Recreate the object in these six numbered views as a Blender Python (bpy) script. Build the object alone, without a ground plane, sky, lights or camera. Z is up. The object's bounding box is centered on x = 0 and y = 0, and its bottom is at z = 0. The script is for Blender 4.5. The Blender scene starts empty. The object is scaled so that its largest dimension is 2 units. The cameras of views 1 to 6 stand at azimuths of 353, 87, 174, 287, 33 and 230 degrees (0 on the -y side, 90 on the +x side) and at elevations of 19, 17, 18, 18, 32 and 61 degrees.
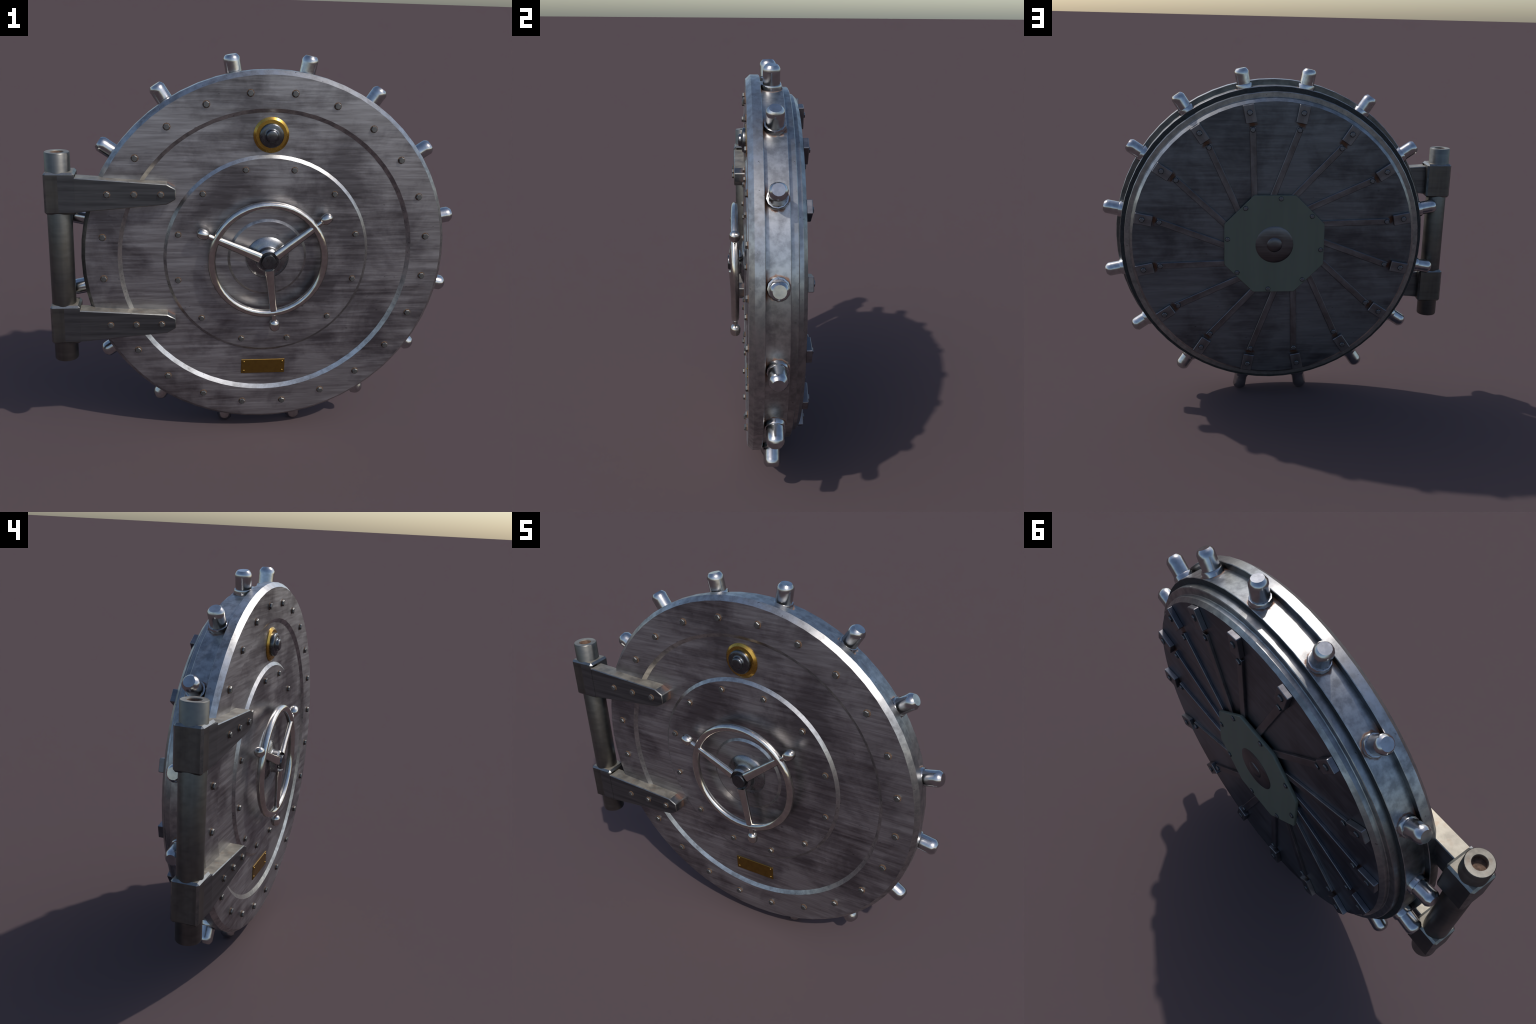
# Round bank-vault door: stepped steel slab, ring of locking pins, hand wheel,
# dial, name plate, strap hinge on one side, clamped back plate behind.
import bpy, bmesh, math, random
from mathutils import Vector, Matrix

random.seed(7)
TAU = 2 * math.pi
CX, CZ = 0.0435, 0.956            # axis of the door (runs along y)
SEG = 64                          # facets of the big turned parts

# --------------------------------------------------------------------------
# materials
# --------------------------------------------------------------------------
class Nodes:
    """tiny helper around a material's node tree"""
    def __init__(self, name):
        self.mat = bpy.data.materials.new(name)
        self.mat.use_nodes = True
        self.t = self.mat.node_tree
        self.bsdf = self.t.nodes["Principled BSDF"]
        tc = self.t.nodes.new("ShaderNodeTexCoord")
        self.obj = tc.outputs["Object"]

    def link(self, a, b):
        self.t.links.new(a, b)

    def put(self, sock, v):
        if isinstance(v, bpy.types.NodeSocket):
            self.link(v, sock)
        elif isinstance(v, (tuple, list)) and len(v) == 3 and sock.type == 'RGBA':
            sock.default_value = (*v, 1)
        else:
            sock.default_value = v

    def noise(self, scale=(1, 1, 1), size=1.0, detail=4.0, rough=0.55, offset=(0, 0, 0), distort=0.0):
        m = self.t.nodes.new("ShaderNodeMapping")
        m.inputs["Scale"].default_value = scale
        m.inputs["Location"].default_value = offset
        self.link(self.obj, m.inputs["Vector"])
        n = self.t.nodes.new("ShaderNodeTexNoise")
        n.inputs["Scale"].default_value = size
        n.inputs["Detail"].default_value = detail
        n.inputs["Roughness"].default_value = rough
        n.inputs["Distortion"].default_value = distort
        self.link(m.outputs["Vector"], n.inputs["Vector"])
        return n.outputs["Fac"]

    def ramp(self, fac, lo, hi, a=0.0, b=1.0):
        r = self.t.nodes.new("ShaderNodeMapRange")
        r.inputs["From Min"].default_value = lo
        r.inputs["From Max"].default_value = hi
        r.inputs["To Min"].default_value = a
        r.inputs["To Max"].default_value = b
        self.link(fac, r.inputs["Value"])
        return r.outputs["Result"]

    def math(self, op, a, b=0.0, c=0.0):
        m = self.t.nodes.new("ShaderNodeMath")
        m.operation = op
        for i, v in enumerate((a, b, c)):
            self.put(m.inputs[i], v)
        return m.outputs[0]

    def mix(self, fac, a, b, mode='MIX'):
        m = self.t.nodes.new("ShaderNodeMix")
        m.data_type = 'RGBA'
        m.blend_type = mode
        m.clamp_factor = True
        self.put(m.inputs[0], fac)
        self.put(m.inputs[6], a)
        self.put(m.inputs[7], b)
        return m.outputs[2]

    def xyz(self):
        s = self.t.nodes.new("ShaderNodeSeparateXYZ")
        self.link(self.obj, s.inputs[0])
        return s.outputs

    def bump(self, height, strength=0.1, dist=0.002):
        b = self.t.nodes.new("ShaderNodeBump")
        b.inputs["Strength"].default_value = strength
        b.inputs["Distance"].default_value = dist
        self.link(height, b.inputs["Height"])
        self.link(b.outputs["Normal"], self.bsdf.inputs["Normal"])

    def done(self, color, rough, metal=1.0):
        self.put(self.bsdf.inputs["Base Color"], color)
        self.put(self.bsdf.inputs["Roughness"], rough)
        self.put(self.bsdf.inputs["Metallic"], metal)
        return self.mat


RUST = (0.20, 0.075, 0.028)


def brushed(name, dark, light, rough=(0.36, 0.47), streak=(4.2, 4.2, 88.0), seed=0.0, cloud=0.75, metal=1.0, rust_spots=False, smudges=()):
    """flat plate brushed sideways, with drifting dark tarnish"""
    n = Nodes(name)
    fine = n.noise(streak, 1.0, 6, 0.68, (seed, seed, seed))
    band = n.noise((2.6, 2.6, 30.0), 1.0, 5, 0.65, (seed + 3, 0, 1))
    patch = n.noise((3.0, 3.0, 2.9), 1.0, 6, 0.60, (seed + 9, 2, 5), 0.3)
    specks = n.noise((30, 30, 55), 1.0, 3, 0.5, (seed, 4, 2))
    s = n.math('ADD', n.math('MULTIPLY', n.ramp(fine, 0.34, 0.66), 0.62),
               n.math('MULTIPLY', n.ramp(band, 0.36, 0.64), 0.38))
    # tarnish: soft clouds whose borders are combed out along the brushing
    clouds = n.math('ADD', n.math('MULTIPLY', patch, 0.78), n.math('MULTIPLY', n.noise((5.0, 5.0, 40.0), 1.0, 4, 0.6, (seed, 8, 3)), 0.22))
    tarnish = n.ramp(clouds, 0.40, 0.545, 1.0, 0.0)
    c = n.mix(s, dark, light)
    for bx, bz, br in smudges:            # heavier handled / smoked patches
        x, y, z = n.xyz()
        dx = n.math('SUBTRACT', x, bx)
        dz = n.math('SUBTRACT', z, bz)
        d = n.math('SQRT', n.math('ADD', n.math('MULTIPLY', dx, dx), n.math('MULTIPLY', dz, dz)))
        d = n.math('ADD', d, n.ramp(clouds, 0.35, 0.65, -br * 0.5, br * 0.7))
        tarnish = n.math('MAXIMUM', tarnish, n.ramp(d, br * 0.35, br, 1.0, 0.0))
    c = n.mix(n.math('MULTIPLY', tarnish, cloud), c, n.mix(1.0, c, (0.36, 0.352, 0.375), 'MULTIPLY'))
    c = n.mix(n.ramp(specks, 0.72, 0.78, 0, 0.5), c, (0.02, 0.018, 0.018))
    if rust_spots:
        x, y, z = n.xyz()
        step = TAU / 16
        arc = n.math('MULTIPLY', n.math('SUBTRACT', n.math('FLOORED_MODULO', n.math('ARCTAN2', z, x), step), step / 2), 0.676)
        rad = n.math('SUBTRACT', n.math('SQRT', n.math('ADD', n.math('MULTIPLY', x, x), n.math('MULTIPLY', z, z))), 0.678)
        d = n.math('SQRT', n.math('ADD', n.math('MULTIPLY', arc, n.math('MULTIPLY', arc, 0.4)), n.math('MULTIPLY', rad, rad)))
        d = n.math('ADD', d, n.ramp(n.noise((1, 1, 1), 34, 4, 0.6, (2, 2, 2)), 0.3, 0.7, -0.008, 0.008))
        c = n.mix(n.ramp(d, 0.008, 0.020, 0.85, 0.0), c, (0.10, 0.045, 0.022))
    n.bump(fine, 0.06, 0.002)
    r = n.math('SUBTRACT', n.ramp(s, 0, 1, rough[0], rough[1]), n.math('MULTIPLY', tarnish, 0.05))
    return n.done(c, r, metal)


def bare(name, dark, light, rough=(0.30, 0.42), size=26.0, metal=1.0):
    """turned bare steel with a clouded, galvanised mottle"""
    n = Nodes(name)
    big = n.noise((1, 1, 1), 6.0, 5, 0.6)
    small = n.noise((1, 1, 1), size, 4, 0.6, (3, 1, 2))
    s = n.math('ADD', n.math('MULTIPLY', n.ramp(big, 0.38, 0.62), 0.40),
               n.math('MULTIPLY', n.ramp(small, 0.38, 0.62), 0.60))
    c = n.mix(s, dark, light)
    pits = n.noise((1, 1, 1), 75.0, 2, 0.5, (1, 7, 2))
    c = n.mix(n.ramp(pits, 0.70, 0.76, 0, 0.6), c, (0.03, 0.027, 0.025))
    return n.done(c, n.ramp(s, 0, 1, rough[1], rough[0]), metal)


def pin_ring_steel():
    """bare steel with a rust line creeping round each pin collar"""
    n = Nodes("ring_steel")
    big = n.noise((1, 1, 1), 6.0, 5, 0.6)
    small = n.noise((1, 1, 1), 24, 4, 0.6, (3, 1, 2))
    s = n.math('ADD', n.math('MULTIPLY', n.ramp(big, 0.38, 0.62), 0.40),
               n.math('MULTIPLY', n.ramp(small, 0.38, 0.62), 0.60))
    c = n.mix(s, (0.23, 0.227, 0.226), (0.52, 0.512, 0.50))
    x, y, z = n.xyz()
    ang = n.math('ARCTAN2', z, x)
    step = TAU / 16
    loc = n.math('SUBTRACT', n.math('FLOORED_MODULO', ang, step), step / 2)
    arc = n.math('MULTIPLY', loc, 0.866)
    dy = n.math('SUBTRACT', y, 0.0185)
    d = n.math('SQRT', n.math('ADD', n.math('MULTIPLY', arc, arc), n.math('MULTIPLY', dy, dy)))
    wob = n.noise((1, 1, 1), 40, 3, 0.6)
    d = n.math('ADD', d, n.ramp(wob, 0.3, 0.7, -0.006, 0.006))
    ring = n.ramp(d, 0.0460, 0.053, 1.0, 0.0)
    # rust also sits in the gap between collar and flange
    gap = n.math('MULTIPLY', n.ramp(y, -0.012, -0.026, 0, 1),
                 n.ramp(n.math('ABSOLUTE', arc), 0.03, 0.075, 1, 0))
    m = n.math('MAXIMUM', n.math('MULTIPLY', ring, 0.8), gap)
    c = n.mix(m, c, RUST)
    return n.done(c, n.ramp(m, 0, 1, 0.36, 0.75), n.ramp(m, 0, 1, 1.0, 0.2))


def polished(name, col, rough):
    n = Nodes(name)
    a = n.noise((1, 1, 1), 30, 4, 0.6)
    b = n.noise((8, 8, 8), 9, 3, 0.6, (4, 2, 1))
    dark = tuple(v * 0.78 for v in col)
    c = n.mix(n.ramp(a, 0.35, 0.65), dark, col)
    return n.done(c, n.ramp(b, 0.3, 0.7, rough * 0.85, rough * 1.25))


def gunmetal():
    """dark oiled iron of the hinge, rust where the strap meets the door"""
    n = Nodes("hinge_iron")
    vert = n.noise((26, 26, 2.2), 1.0, 5, 0.6)
    horiz = n.noise((2.4, 26, 40), 1.0, 5, 0.6, (3, 1, 8))
    blot = n.noise((1, 1, 1), 9, 4, 0.6, (5, 2, 2))
    s = n.math('MULTIPLY', n.math('ADD', n.ramp(vert, 0.3, 0.7), n.ramp(horiz, 0.3, 0.7)), 0.5)
    c = n.mix(s, (0.098, 0.097, 0.094), (0.185, 0.182, 0.172))
    c = n.mix(n.ramp(blot, 0.45, 0.68, 0, 0.4), c, (0.20, 0.185, 0.155))
    return n.done(c, n.ramp(s, 0, 1, 0.38, 0.45), 1.0)


def hinge_strap_iron():
    n = Nodes("strap_iron")
    horiz = n.noise((2.4, 18, 46), 1.0, 5, 0.62, (3, 1, 8))
    blot = n.noise((1, 1, 1), 9, 4, 0.6, (5, 2, 2))
    s = n.ramp(horiz, 0.32, 0.68)
    c = n.mix(s, (0.092, 0.096, 0.102), (0.190, 0.196, 0.204))
    x, y, z = n.xyz()
    w = n.noise((1, 1, 1), 22, 4, 0.6, (1, 1, 1))
    # dirt and rust settle on the strap near the door skin
    near = n.ramp(n.math('ADD', y, n.ramp(w, 0.3, 0.7, -0.012, 0.012)), -0.115, -0.088, 0, 1)
    near = n.math('MULTIPLY', near, n.ramp(y, -0.080, -0.070, 1, 0))   # not on its back
    c = n.mix(n.math('MULTIPLY', near, 0.55), c, RUST)
    return n.done(c, n.ramp(near, 0, 1, 0.39, 0.6), n.ramp(near, 0, 1, 1.0, 0.6))


def pale_top_iron():
    """upper ledges of the hinge, coloured pale beige with brown blotches"""
    n = Nodes("pale_top_iron")
    a = n.noise((1, 1, 1), 16, 5, 0.62, (2, 3, 1))
    b = n.noise((1, 1, 1), 26, 4, 0.6, (7, 1, 4))
    c = n.mix(n.ramp(a, 0.35, 0.65), (0.17, 0.155, 0.13), (0.33, 0.305, 0.255))
    c = n.mix(n.ramp(b, 0.55, 0.72, 0, 0.4), c, (0.22, 0.14, 0.085))
    return n.done(c, n.ramp(a, 0.3, 0.7, 0.45, 0.55), 0.6)


def rusty(name, col=RUST, rough=0.75, metal=0.25):
    n = Nodes(name)
    a = n.noise((1, 1, 1), 70, 4, 0.6)
    c = n.mix(n.ramp(a, 0.35, 0.65), tuple(v * 0.45 for v in col), col)
    return n.done(c, rough, metal)


def brass(name, dark, light, rough):
    n = Nodes(name)
    a = n.noise((1, 1, 1), 38, 5, 0.65)
    c = n.mix(n.ramp(a, 0.25, 0.75), dark, light)
    return n.done(c, n.ramp(a, 0.3, 0.7, rough * 1.3, rough))


def painted(name):
    """old grey-green paint with faint vertical wiping"""
    n = Nodes(name)
    wipe = n.noise((14, 2, 1.2), 1.0, 4, 0.55)
    fine = n.noise((1, 1, 1), 60, 3, 0.6)
    c = n.mix(n.ramp(wipe, 0.35, 0.65), (0.104, 0.117, 0.091), (0.118, 0.131, 0.103))
    c = n.mix(n.ramp(fine, 0.68, 0.75, 0, 0.35), c, (0.05, 0.06, 0.055))
    return n.done(c, 0.5, 0.1)


FRONT = brushed("brushed_front_steel", (0.29, 0.282, 0.292), (0.515, 0.507, 0.525), seed=1.0,
                smudges=((0.35, 0.53, 0.18), (0.36, 0.34, 0.17), (-0.05, 0.30, 0.15), (0.26, -0.16, 0.14), (0.30, -0.45, 0.14), (-0.60, -0.03, 0.12)))
BACK = brushed("brushed_back_steel", (0.130, 0.140, 0.160), (0.205, 0.220, 0.247), rough=(0.38, 0.45), seed=6.0, cloud=0.7, rust_spots=True)
EDGE = bare("edge_steel", (0.23, 0.228, 0.23), (0.52, 0.513, 0.505))
STEP = bare("step_steel", (0.20, 0.20, 0.20), (0.40, 0.40, 0.395), size=20)
RING = pin_ring_steel()
NEARBLACK = rusty("near_black_band", (0.036, 0.039, 0.041), 0.6, 0.3)
BACKWALL = bare("flange_back_steel", (0.10, 0.105, 0.105), (0.19, 0.195, 0.195), size=20)
PIN = polished("pin_chrome", (0.53, 0.53, 0.535), 0.21)
NICKEL = polished("wheel_nickel", (0.66, 0.63, 0.58), 0.16)
DARK = polished("dial_blued_steel", (0.135, 0.14, 0.15), 0.28)
HUB = polished("hub_steel", (0.27, 0.275, 0.285), 0.28)
IRON = gunmetal()
STRAP = hinge_strap_iron()
PALETOP = pale_top_iron()
WORN = bare("worn_iron_edge", (0.16, 0.16, 0.155), (0.30, 0.30, 0.285), size=30)
BOLT = polished("bolt_steel", (0.18, 0.182, 0.178), 0.46)
BOLTBACK = polished("back_bolt_steel", (0.20, 0.21, 0.23), 0.36)
BOSS = brushed("boss_steel", (0.12, 0.112, 0.118), (0.19, 0.18, 0.185), seed=4.0, cloud=0.4)
BOLTRUST = rusty("bolt_rust", (0.135, 0.078, 0.047), 0.85, 0.0)
BORE = rusty("bore_rust", (0.17, 0.10, 0.065), 0.8, 0.1)
BRASS = brass("brass_ring", (0.36, 0.215, 0.045), (0.60, 0.375, 0.085), 0.24)
PLATE = brass("name_plate_brass", (0.20, 0.112, 0.029), (0.31, 0.19, 0.046), 0.33)
BARM = brushed("bar_steel", (0.15, 0.145, 0.155), (0.25, 0.245, 0.26), seed=3.0, streak=(20, 20, 20), cloud=0.3)
PAINT = painted("green_paint")

# --------------------------------------------------------------------------
# mesh builders
# --------------------------------------------------------------------------
def empty(name, loc, parent=None):
    o = bpy.data.objects.new(name, None)
    o.empty_display_size = 0.1
    bpy.context.scene.collection.objects.link(o)
    attach(o, parent)
    o.matrix_world = Matrix.Translation(loc)
    return o


def attach(o, parent):
    if parent is not None:
        o.parent = parent


def world_of(o):
    m = o.matrix_basis.copy()
    return (world_of(o.parent) @ o.matrix_parent_inverse @ m) if o.parent else m


def place(o, parent, world):
    """parent o and give it this world matrix"""
    o.parent = parent
    o.matrix_parent_inverse = world_of(parent).inverted() if parent else Matrix()
    o.matrix_basis = world


def finish(bm, name, mats, angle=35):
    bmesh.ops.remove_doubles(bm, verts=bm.verts, dist=1e-6)
    bmesh.ops.recalc_face_normals(bm, faces=bm.faces)
    me = bpy.data.meshes.new(name)
    bm.to_mesh(me)
    bm.free()
    for m in mats:
        me.materials.append(m)
    me.polygons.foreach_set("use_smooth", [True] * len(me.polygons))
    me.set_sharp_from_angle(angle=math.radians(angle))
    return me


def add(me, name, parent, world=None):
    o = bpy.data.objects.new(name, me)
    bpy.context.scene.collection.objects.link(o)
    place(o, parent, world if world is not None else Matrix.Translation((CX, 0, CZ)))
    return o


def lathe(profile, name, mats, seg=SEG, angle=35, phase=0.0, sides=None):
    """turn (radius, y, material) steps about the y axis; a step's material
    covers the band that leads to the next step.  r = 0 closes the end."""
    bm = bmesh.new()
    rings = []
    for r, y, _ in profile:
        if r < 1e-6:
            rings.append([bm.verts.new((0, y, 0))])
        else:
            rings.append([bm.verts.new((r * math.cos(phase + TAU * i / seg), y,
                                        r * math.sin(phase + TAU * i / seg))) for i in range(seg)])
    for k in range(len(profile) - 1):
        a, b, mi = rings[k], rings[k + 1], profile[k][2]
        for i in range(seg):
            j = (i + 1) % seg
            if len(a) == 1 and len(b) == 1:
                continue
            if len(a) == 1:
                f = bm.faces.new((a[0], b[i], b[j]))
            elif len(b) == 1:
                f = bm.faces.new((a[i], a[j], b[0]))
            else:
                f = bm.faces.new((a[i], a[j], b[j], b[i]))
            f.material_index = mi
    return finish(bm, name, mats, angle)


def bevel_all(bm, width, seg=1, min_angle=25, slot=0):
    es = [e for e in bm.edges if len(e.link_faces) == 2 and e.calc_face_angle(0) > math.radians(min_angle)]
    if es and width > 0:
        res = bmesh.ops.bevel(bm, geom=es, offset=width, segments=seg, profile=0.5, affect='EDGES', clamp_overlap=True)
        for f in res["faces"]:
            f.material_index = slot


def prism(outline, y0, y1, name, mats, width=0.003, seg=1, angle=35, slot=0):
    """extrude an x-z outline from y0 to y1"""
    bm = bmesh.new()
    a = [bm.verts.new((x, y0, z)) for x, z in outline]
    b = [bm.verts.new((x, y1, z)) for x, z in outline]
    bm.faces.new(a)
    bm.faces.new(b[::-1])
    n = len(outline)
    for i in range(n):
        j = (i + 1) % n
        bm.faces.new((a[i], b[i], b[j], a[j]))
    bmesh.ops.recalc_face_normals(bm, faces=bm.faces)
    bevel_all(bm, width, seg, slot=slot)
    return finish(bm, name, mats, angle)


def hex_bolt(name, r, h, washer=True, flip=False, mats=None):
    """hexagon bolt head, rusty flanks and foot; head points to -y (or +y)"""
    bm = bmesh.new()
    s = 1 if flip else -1
    def ring(rad, y, n, ph=0.0):
        return [bm.verts.new((rad * math.cos(ph + TAU * i / n), y, rad * math.sin(ph + TAU * i / n))) for i in range(n)]
    def band(a, b, mi):
        n = len(a)
        for i in range(n):
            j = (i + 1) % n
            bm.faces.new((a[i], a[j], b[j], b[i])).material_index = mi
    b0 = ring(r, s * -0.003, 6)
    b1 = ring(r, s * h * 0.35, 6)
    b2 = ring(r, s * h * 0.80, 6)
    b3 = ring(r * 0.84, s * h, 6)
    band(b0, b1, 1); band(b1, b2, 0); band(b2, b3, 0)
    bm.faces.new(b3).material_index = 0
    if washer:
        w0 = ring(r * 1.17, s * -0.003, 12)
        w1 = ring(r * 1.17, s * 0.0012, 12)
        w2 = ring(r * 0.9, s * 0.0020, 12)
        band(w0, w1, 1); band(w1, w2, 1)
    return finish(bm, name, mats or [BOLT, BOLTRUST], 30)


def polar(r, deg, y):
    a = math.radians(deg)
    return Vector((CX + r * math.cos(a), y, CZ + r * math.sin(a)))


def spin(deg):
    """rotation in the x-z plane that turns +x to the given angle"""
    return Matrix.Rotation(-math.radians(deg), 4, 'Y')


# --------------------------------------------------------------------------
# the door
# --------------------------------------------------------------------------
vault = empty("vault_door", (0, 0, 0))
vault["label"] = "round steel vault door with locking pins and strap hinge"
vault["category"] = "vault door"

# turned front slab: centre boss, raised disc, recessed band, outer rim with chamfer
slab = add(lathe([
    (0.0, -0.1000, 0), (0.1820, -0.1000, 1), (0.1945, -0.0925, 0),
    (0.4895, -0.0925, 1), (0.5050, -0.0800, 0),
    (0.7020, -0.0800, 1), (0.7220, -0.0925, 0),
    (0.8740, -0.0925, 1), (0.8940, -0.0705, 1),
    (0.8940, -0.0318, 1), (0.8918, -0.0295, 2),
    (0.80, -0.0295, 2), (0.0, -0.0295, 2)],
    "door_slab", [FRONT, EDGE, BACKWALL], angle=15), "door_slab", vault)

# cylinder that carries the pins
ring = add(lathe([
    (0.0, -0.033, 0), (0.8650, -0.033, 0), (0.8650, 0.0668, 0), (0.8630, 0.0690, 1),
    (0.70, 0.0690, 1), (0.0, 0.0690, 1)],
    "pin_ring", [RING, NEARBLACK], angle=20), "pin_ring", vault)

# stepped back plate
back = add(lathe([
    (0.0, 0.060, 1), (0.8385, 0.060, 1), (0.8380, 0.0995, 1),
    (0.8350, 0.1020, 1), (0.8100, 0.1020, 1), (0.8075, 0.1050, 1),
    (0.8060, 0.1225, 3), (0.7905, 0.1385, 0), (0.0, 0.1385, 0)],
    "back_plate", [BACK, STEP, NEARBLACK, STEP], angle=28), "back_plate", vault)

# rim and disc bolts
rim_bolt = hex_bolt("rim_bolt", 0.0155, 0.0125)
for k in range(24):
    ang = 7.5 + 15 * k
    if k in (10, 13):            # these two sit under the hinge straps
        continue
    add(rim_bolt, "rim_bolt", slab,
        Matrix.Translation(polar(0.797, ang, -0.0925)) @ spin(random.uniform(0, 60)))
disc_bolt = hex_bolt("disc_bolt", 0.0138, 0.0118)
for k in range(12):
    add(disc_bolt, "disc_bolt", slab,
        Matrix.Translation(polar(0.449, 15 + 30 * k, -0.0925)) @ spin(random.uniform(0, 60)))

# locking pins (profile along local y, pushed out along the radius)
pin_me = lathe([
    (0.0385, 0.84, 0), (0.0385, 0.938, 0), (0.0385, 0.9525, 0), (0.0335, 0.9615, 0), (0.0265, 0.9694, 0),
    (0.0, 0.9694, 0)], "locking_pin", [PIN], seg=14, angle=42)
collar_me = lathe([
    (0.0458, 0.85, 0), (0.0460, 0.8785, 0), (0.0432, 0.8850, 0), (0.0388, 0.8858, 0), (0.0375, 0.876, 0)],
    "pin_collar", [PIN], seg=12, angle=33)
for k in range(16):
    ang = 11.25 + 22.5 * k
    m = Matrix.Translation((CX, 0.0185, CZ)) @ spin(ang) @ Matrix.Rotation(-math.pi / 2, 4, 'Z') \
        @ Matrix.Rotation(random.uniform(0, 0.4), 4, 'Y')
    add(pin_me, "locking_pin", ring, m)
    add(collar_me, "pin_collar", ring, m)

# back: clamp blocks, skewed tie bars, their bolts
block_me = prism([(0.689, -0.0305), (0.787, -0.0305), (0.787, 0.0305), (0.689, 0.0305)],
                 0.1375, 0.1630, "clamp_block", [BARM], 0.0025)
back_mats = [BOLTBACK, NEARBLACK]
clamp_bolt = hex_bolt("clamp_bolt", 0.0138, 0.0072, True, True, back_mats)
bar_bolt = hex_bolt("bar_bolt", 0.0135, 0.0085, True, True, back_mats)
u0, v0, u1, v1 = 0.668, 0.0028, 0.225, -0.0700       # bar ends in a block's own radial frame
du, dv = u1 - u0, v1 - v0
ln = math.hypot(du, dv)
pu, pv = -dv / ln * 0.0172, du / ln * 0.0172
bar_me = prism([(u0 - pu, v0 - pv), (u1 - pu, v1 - pv), (u1 + pu, v1 + pv), (u0 + pu, v0 + pv)],
               0.1372, 0.1510, "tie_bar", [BARM], 0.002)
for k in range(16):
    ang = 11.25 + 22.5 * k
    m = Matrix.Translation((CX, 0, CZ)) @ spin(ang)
    add(block_me, "clamp_block", back, m)
    add(bar_me, "tie_bar", back, m)
    add(clamp_bolt, "clamp_bolt", back,
        Matrix.Translation(polar(0.7455, ang, 0.1630)) @ spin(random.uniform(0, 60)))
    add(bar_bolt, "bar_bolt", back,
        Matrix.Translation(polar(0.651, ang, 0.1510)) @ spin(random.uniform(0, 60)))

# green octagonal cover with domed boss
octa = [(0.281 / math.cos(math.pi / 8) * math.cos(math.pi / 8 + TAU * i / 8),
         0.281 / math.cos(math.pi / 8) * math.sin(math.pi / 8 + TAU * i / 8)) for i in range(8)]
cover = add(prism(octa, 0.1500, 0.1665, "cover_plate", [PAINT], 0.002), "cover_plate", vault)
cover_bolt = hex_bolt("cover_bolt", 0.0122, 0.0065, True, True, back_mats)
for k in range(8):
    add(cover_bolt, "cover_bolt", cover,
        Matrix.Translation(polar(0.265, 7 + 45 * k, 0.1665)) @ spin(random.uniform(0, 60)))
add(lathe([(0.1065, 0.163, 0), (0.1065, 0.1675, 0), (0.0950, 0.1730, 0), (0.0425, 0.1730, 0),
           (0.0415, 0.1745, 0), (0.034, 0.1790, 0), (0.020, 0.1818, 0), (0.0, 0.1828, 0)],
          "cover_boss", [BOSS], seg=32, angle=40), "cover_boss", cover)

# --------------------------------------------------------------------------
# hand wheel
# --------------------------------------------------------------------------
WY = -0.1450
hub = add(lathe([
    (0.1060, -0.098, 0), (0.1060, -0.1035, 0), (0.1020, -0.1075, 0), (0.0790, -0.1165, 0), (0.0640, -0.1200, 0),
    (0.0600, -0.1230, 0), (0.0585, -0.1280, 0), (0.0580, -0.1535, 0), (0.0500, -0.1610, 0), (0.0472, -0.1615, 1), (0.0465, -0.1595, 1),
    (0.0375, -0.1595, 1), (0.0370, -0.1735, 1), (0.0345, -0.1785, 1), (0.0290, -0.1795, 1), (0.0, -0.1780, 1)],
    "wheel_hub", [HUB, DARK], seg=32, angle=40), "handwheel", vault)
bm = bmesh.new()
NR, NT = 48, 12
RW, rw = 0.2752, 0.0193
vs = [[bm.verts.new(((RW + rw * math.cos(TAU * j / NT)) * math.cos(TAU * i / NR),
                     WY + rw * math.sin(TAU * j / NT),
                     (RW + rw * math.cos(TAU * j / NT)) * math.sin(TAU * i / NR)))
       for j in range(NT)] for i in range(NR)]
for i in range(NR):
    for j in range(NT):
        bm.faces.new((vs[i][j], vs[(i + 1) % NR][j], vs[(i + 1) % NR][(j + 1) % NT], vs[i][(j + 1) % NT]))
add(finish(bm, "wheel_rim", [NICKEL], 60), "wheel_rim", hub)

# spoke: tapered rounded bar along +x, from hub to rim
bm = bmesh.new()
def bar_section(x, hw, yf, yb, c):
    pts = [(-hw, yb + -c), (-hw, yf + c), (-hw + c, yf), (hw - c, yf), (hw, yf + c), (hw, yb - c), (hw - c, yb), (-hw + c, yb)]
    return [bm.verts.new((x, y, z)) for z, y in pts]
secs = [bar_section(0.0465, 0.0235, -0.1740, -0.1460, 0.008),
        bar_section(0.120, 0.0208, -0.1680, -0.1430, 0.0075),
        bar_section(0.268, 0.0172, -0.1610, -0.1380, 0.0065)]
for a, b in zip(secs, secs[1:]):
    for i in range(8):
        j = (i + 1) % 8
        bm.faces.new((a[i], a[j], b[j], b[i]))
bm.faces.new(secs[0]); bm.faces.new(secs[-1])
spoke_me = finish(bm, "spoke", [NICKEL], 50)
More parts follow.
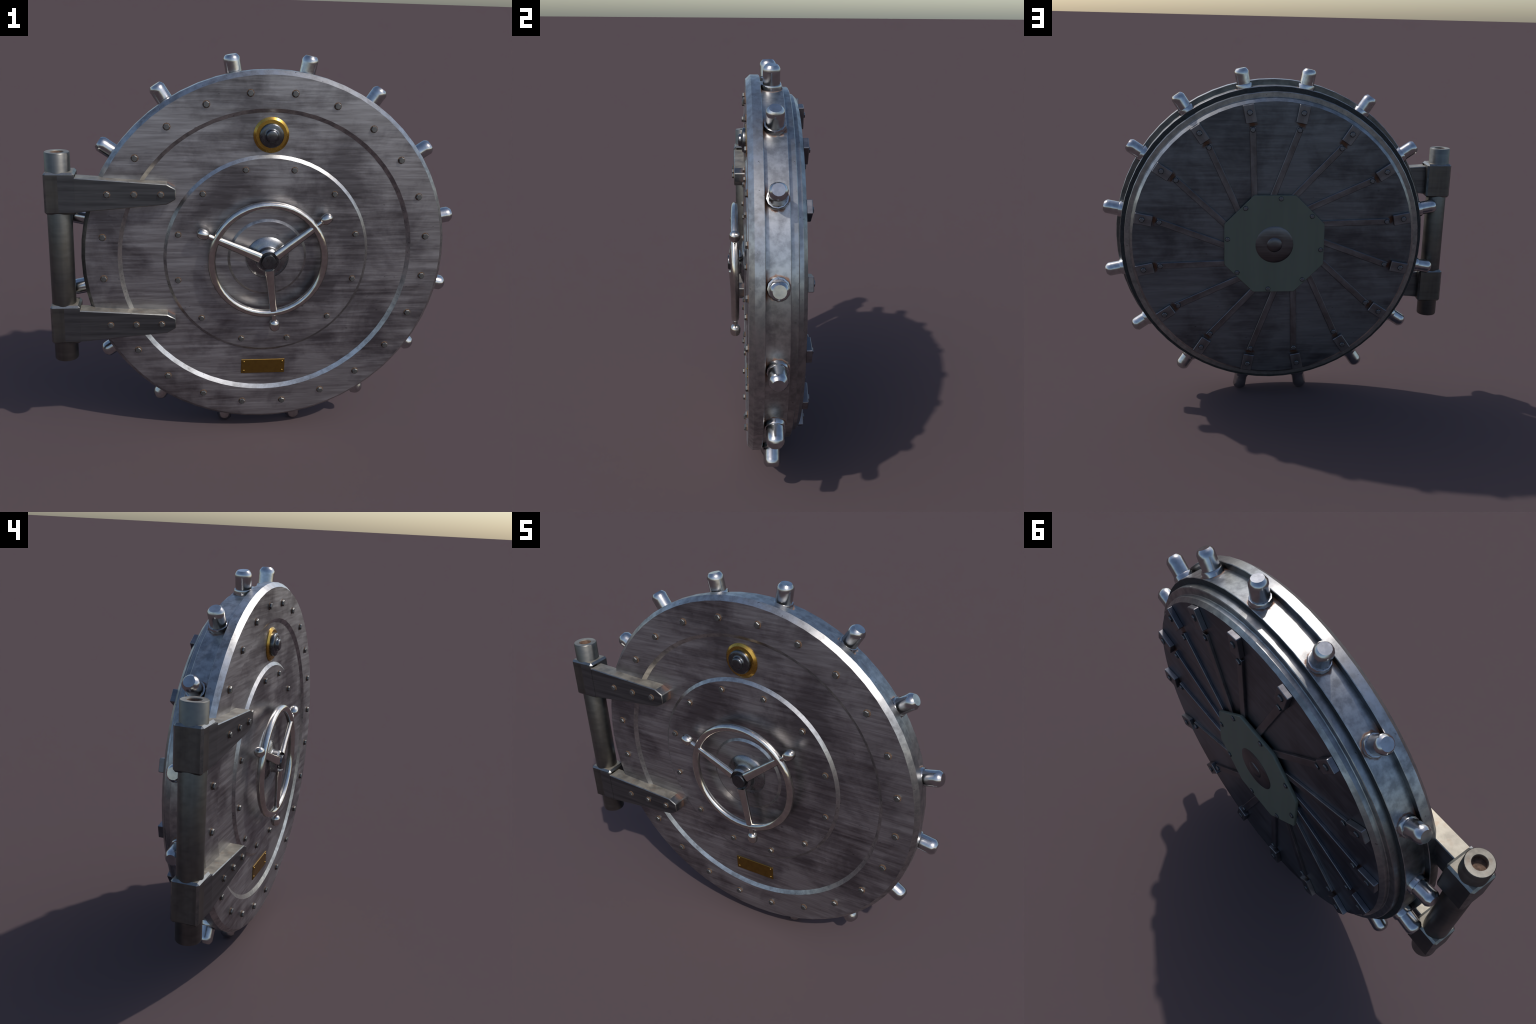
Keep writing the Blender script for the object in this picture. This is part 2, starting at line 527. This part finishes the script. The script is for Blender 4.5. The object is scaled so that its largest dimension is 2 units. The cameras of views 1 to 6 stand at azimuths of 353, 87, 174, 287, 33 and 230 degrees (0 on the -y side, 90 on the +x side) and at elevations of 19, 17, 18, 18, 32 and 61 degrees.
# ball grip on a short neck, outside the rim
knob_me = lathe([
    (0.0130, 0.285, 0), (0.0122, 0.300, 0), (0.0118, 0.3150, 0), (0.0165, 0.3175, 0), (0.0222, 0.3235, 0), (0.0255, 0.3330, 0),
    (0.0262, 0.3430, 0), (0.0250, 0.3560, 0), (0.0210, 0.3660, 0), (0.0130, 0.3725, 0), (0.0, 0.3745, 0)],
    "grip_knob", [NICKEL], seg=16, angle=50)
for ang in (37.1, 157.1, 277.1):
    add(spoke_me, "spoke", hub, Matrix.Translation((CX, 0, CZ)) @ spin(ang))
    add(knob_me, "grip_knob", hub,
        Matrix.Translation((CX, WY, CZ)) @ spin(ang) @ Matrix.Rotation(-math.pi / 2, 4, 'Z'))

# --------------------------------------------------------------------------
# dial and name plate
# --------------------------------------------------------------------------
DZ = 1.5530
dial_m = Matrix.Translation((CX, 0, DZ))
dial = add(lathe([
    (0.0842, -0.078, 0), (0.0842, -0.0830, 0), (0.0822, -0.0845, 0), (0.0730, -0.0915, 0), (0.050, -0.0922, 0)],
    "dial_bezel", [BRASS], seg=40, angle=30), "combination_dial", vault, dial_m)
add(lathe([
    (0.0580, -0.0905, 0), (0.0575, -0.1020, 0), (0.0560, -0.1055, 0), (0.0500, -0.1085, 0), (0.0400, -0.1090, 0), (0.0345, -0.1100, 0),
    (0.0305, -0.1120, 0), (0.0290, -0.1150, 0), (0.0285, -0.1210, 0), (0.0265, -0.1245, 0), (0.0200, -0.1262, 0), (0.0, -0.1268, 0)],
    "dial_knob", [DARK], seg=32, angle=50), "dial_knob", dial, dial_m)

PX, PZ = 0.0440, 0.3585
plate = add(prism([(-0.1125, -0.0385), (0.1125, -0.0385), (0.1125, 0.0385), (-0.1125, 0.0385)],
                  -0.0840, -0.0785, "name_plate", [PLATE], 0.0015),
            "name_plate", vault, Matrix.Translation((PX, 0, PZ)))
rivet_me = lathe([(0.0062, -0.0835, 0), (0.0058, -0.0858, 0), (0.0035, -0.0872, 0), (0.0, -0.0877, 0)],
                 "plate_rivet", [PLATE], seg=10, angle=60)
for sx in (-1, 1):
    for sz in (-1, 1):
        add(rivet_me, "plate_rivet", plate, Matrix.Translation((PX + sx * 0.0990, 0, PZ + sz * 0.0248)))

# --------------------------------------------------------------------------
# strap hinge
# --------------------------------------------------------------------------
HX, HY = -0.9395, -0.0790
hinge = empty("hinge", (HX, HY, 0.95), vault)
# barrel: hollow top end, plain foot; turned about z
tube = lathe([
    (0.0, 1.4400, 1), (0.0300, 1.4400, 1), (0.0300, 1.4630, 2), (0.0315, 1.4665, 2), (0.0550, 1.4665, 0), (0.0582, 1.4625, 0),
    (0.0575, 0.4410, 0), (0.0550, 0.4360, 0), (0.0, 0.4360, 0)], "hinge_barrel", [IRON, BORE, PALETOP], seg=32, angle=40)
tube.transform(Matrix.Rotation(math.pi / 2, 4, 'X'))       # y axis becomes z
add(tube, "hinge_barrel", hinge, Matrix.Translation((HX, HY, 0)))


def chamfered_box(x0, x1, y0, y1, z0, z1, c):
    bm = bmesh.new()
    bmesh.ops.create_cube(bm, size=1.0)
    for v in bm.verts:
        v.co = Vector(((x0 + x1) / 2 + v.co.x * (x1 - x0), (y0 + y1) / 2 + v.co.y * (y1 - y0), (z0 + z1) / 2 + v.co.z * (z1 - z0)))
    bevel_all(bm, c, slot=2)
    return bm


def pale_ledges(me):
    """upper ledges take the paler beige material (second slot)"""
    for p in me.polygons:
        if p.normal.z > 0.9:
            p.material_index = 1
    return me


KN = (-1.0000, -0.8600)       # knuckle block in x
strap_bolt = hex_bolt("strap_bolt", 0.0140, 0.0108)
for zc in (1.2815, 0.6310):
    at = Matrix.Translation((0, 0, zc))
    bm = chamfered_box(KN[0], KN[1], -0.1420, -0.0165, -0.0985, 0.0985, 0.010)
    add(pale_ledges(finish(bm, "hinge_knuckle", [IRON, PALETOP, WORN], 30)), "hinge_knuckle", hinge, at)
    # wedge that carries the knuckle's face out to the strap
    bm = bmesh.new()
    top = [bm.verts.new(p) for p in ((-0.9420, -0.1415, 0.0870), (-0.8600, -0.1480, 0.0845), (-0.8600, -0.100, 0.0845), (-0.9420, -0.100, 0.0870))]
    bot = [bm.verts.new((v.co.x, v.co.y, -v.co.z)) for v in top]
    bm.faces.new(top); bm.faces.new(bot[::-1])
    for i in range(4):
        j = (i + 1) % 4
        bm.faces.new((top[i], bot[i], bot[j], top[j]))
    add(finish(bm, "knuckle_wedge", [STRAP], 30), "knuckle_wedge", hinge, at)
    # tapering strap with clipped nose
    strap = prism([(-0.8700, 0.0775), (-0.4440, 0.0490), (-0.4020, 0.0255), (-0.4020, -0.0230),
                   (-0.4440, -0.0475), (-0.8700, -0.0875)], -0.1465, -0.0660, "hinge_strap", [STRAP, PALETOP, WORN], 0.0035, 1, 30, 2)
    add(pale_ledges(strap), "hinge_strap", hinge, at)
    for bx in (-0.7160, -0.5935, -0.4705):
        add(strap_bolt, "strap_bolt", hinge,
            Matrix.Translation((bx, -0.1465, zc + 0.0005)) @ spin(random.uniform(0, 60)))
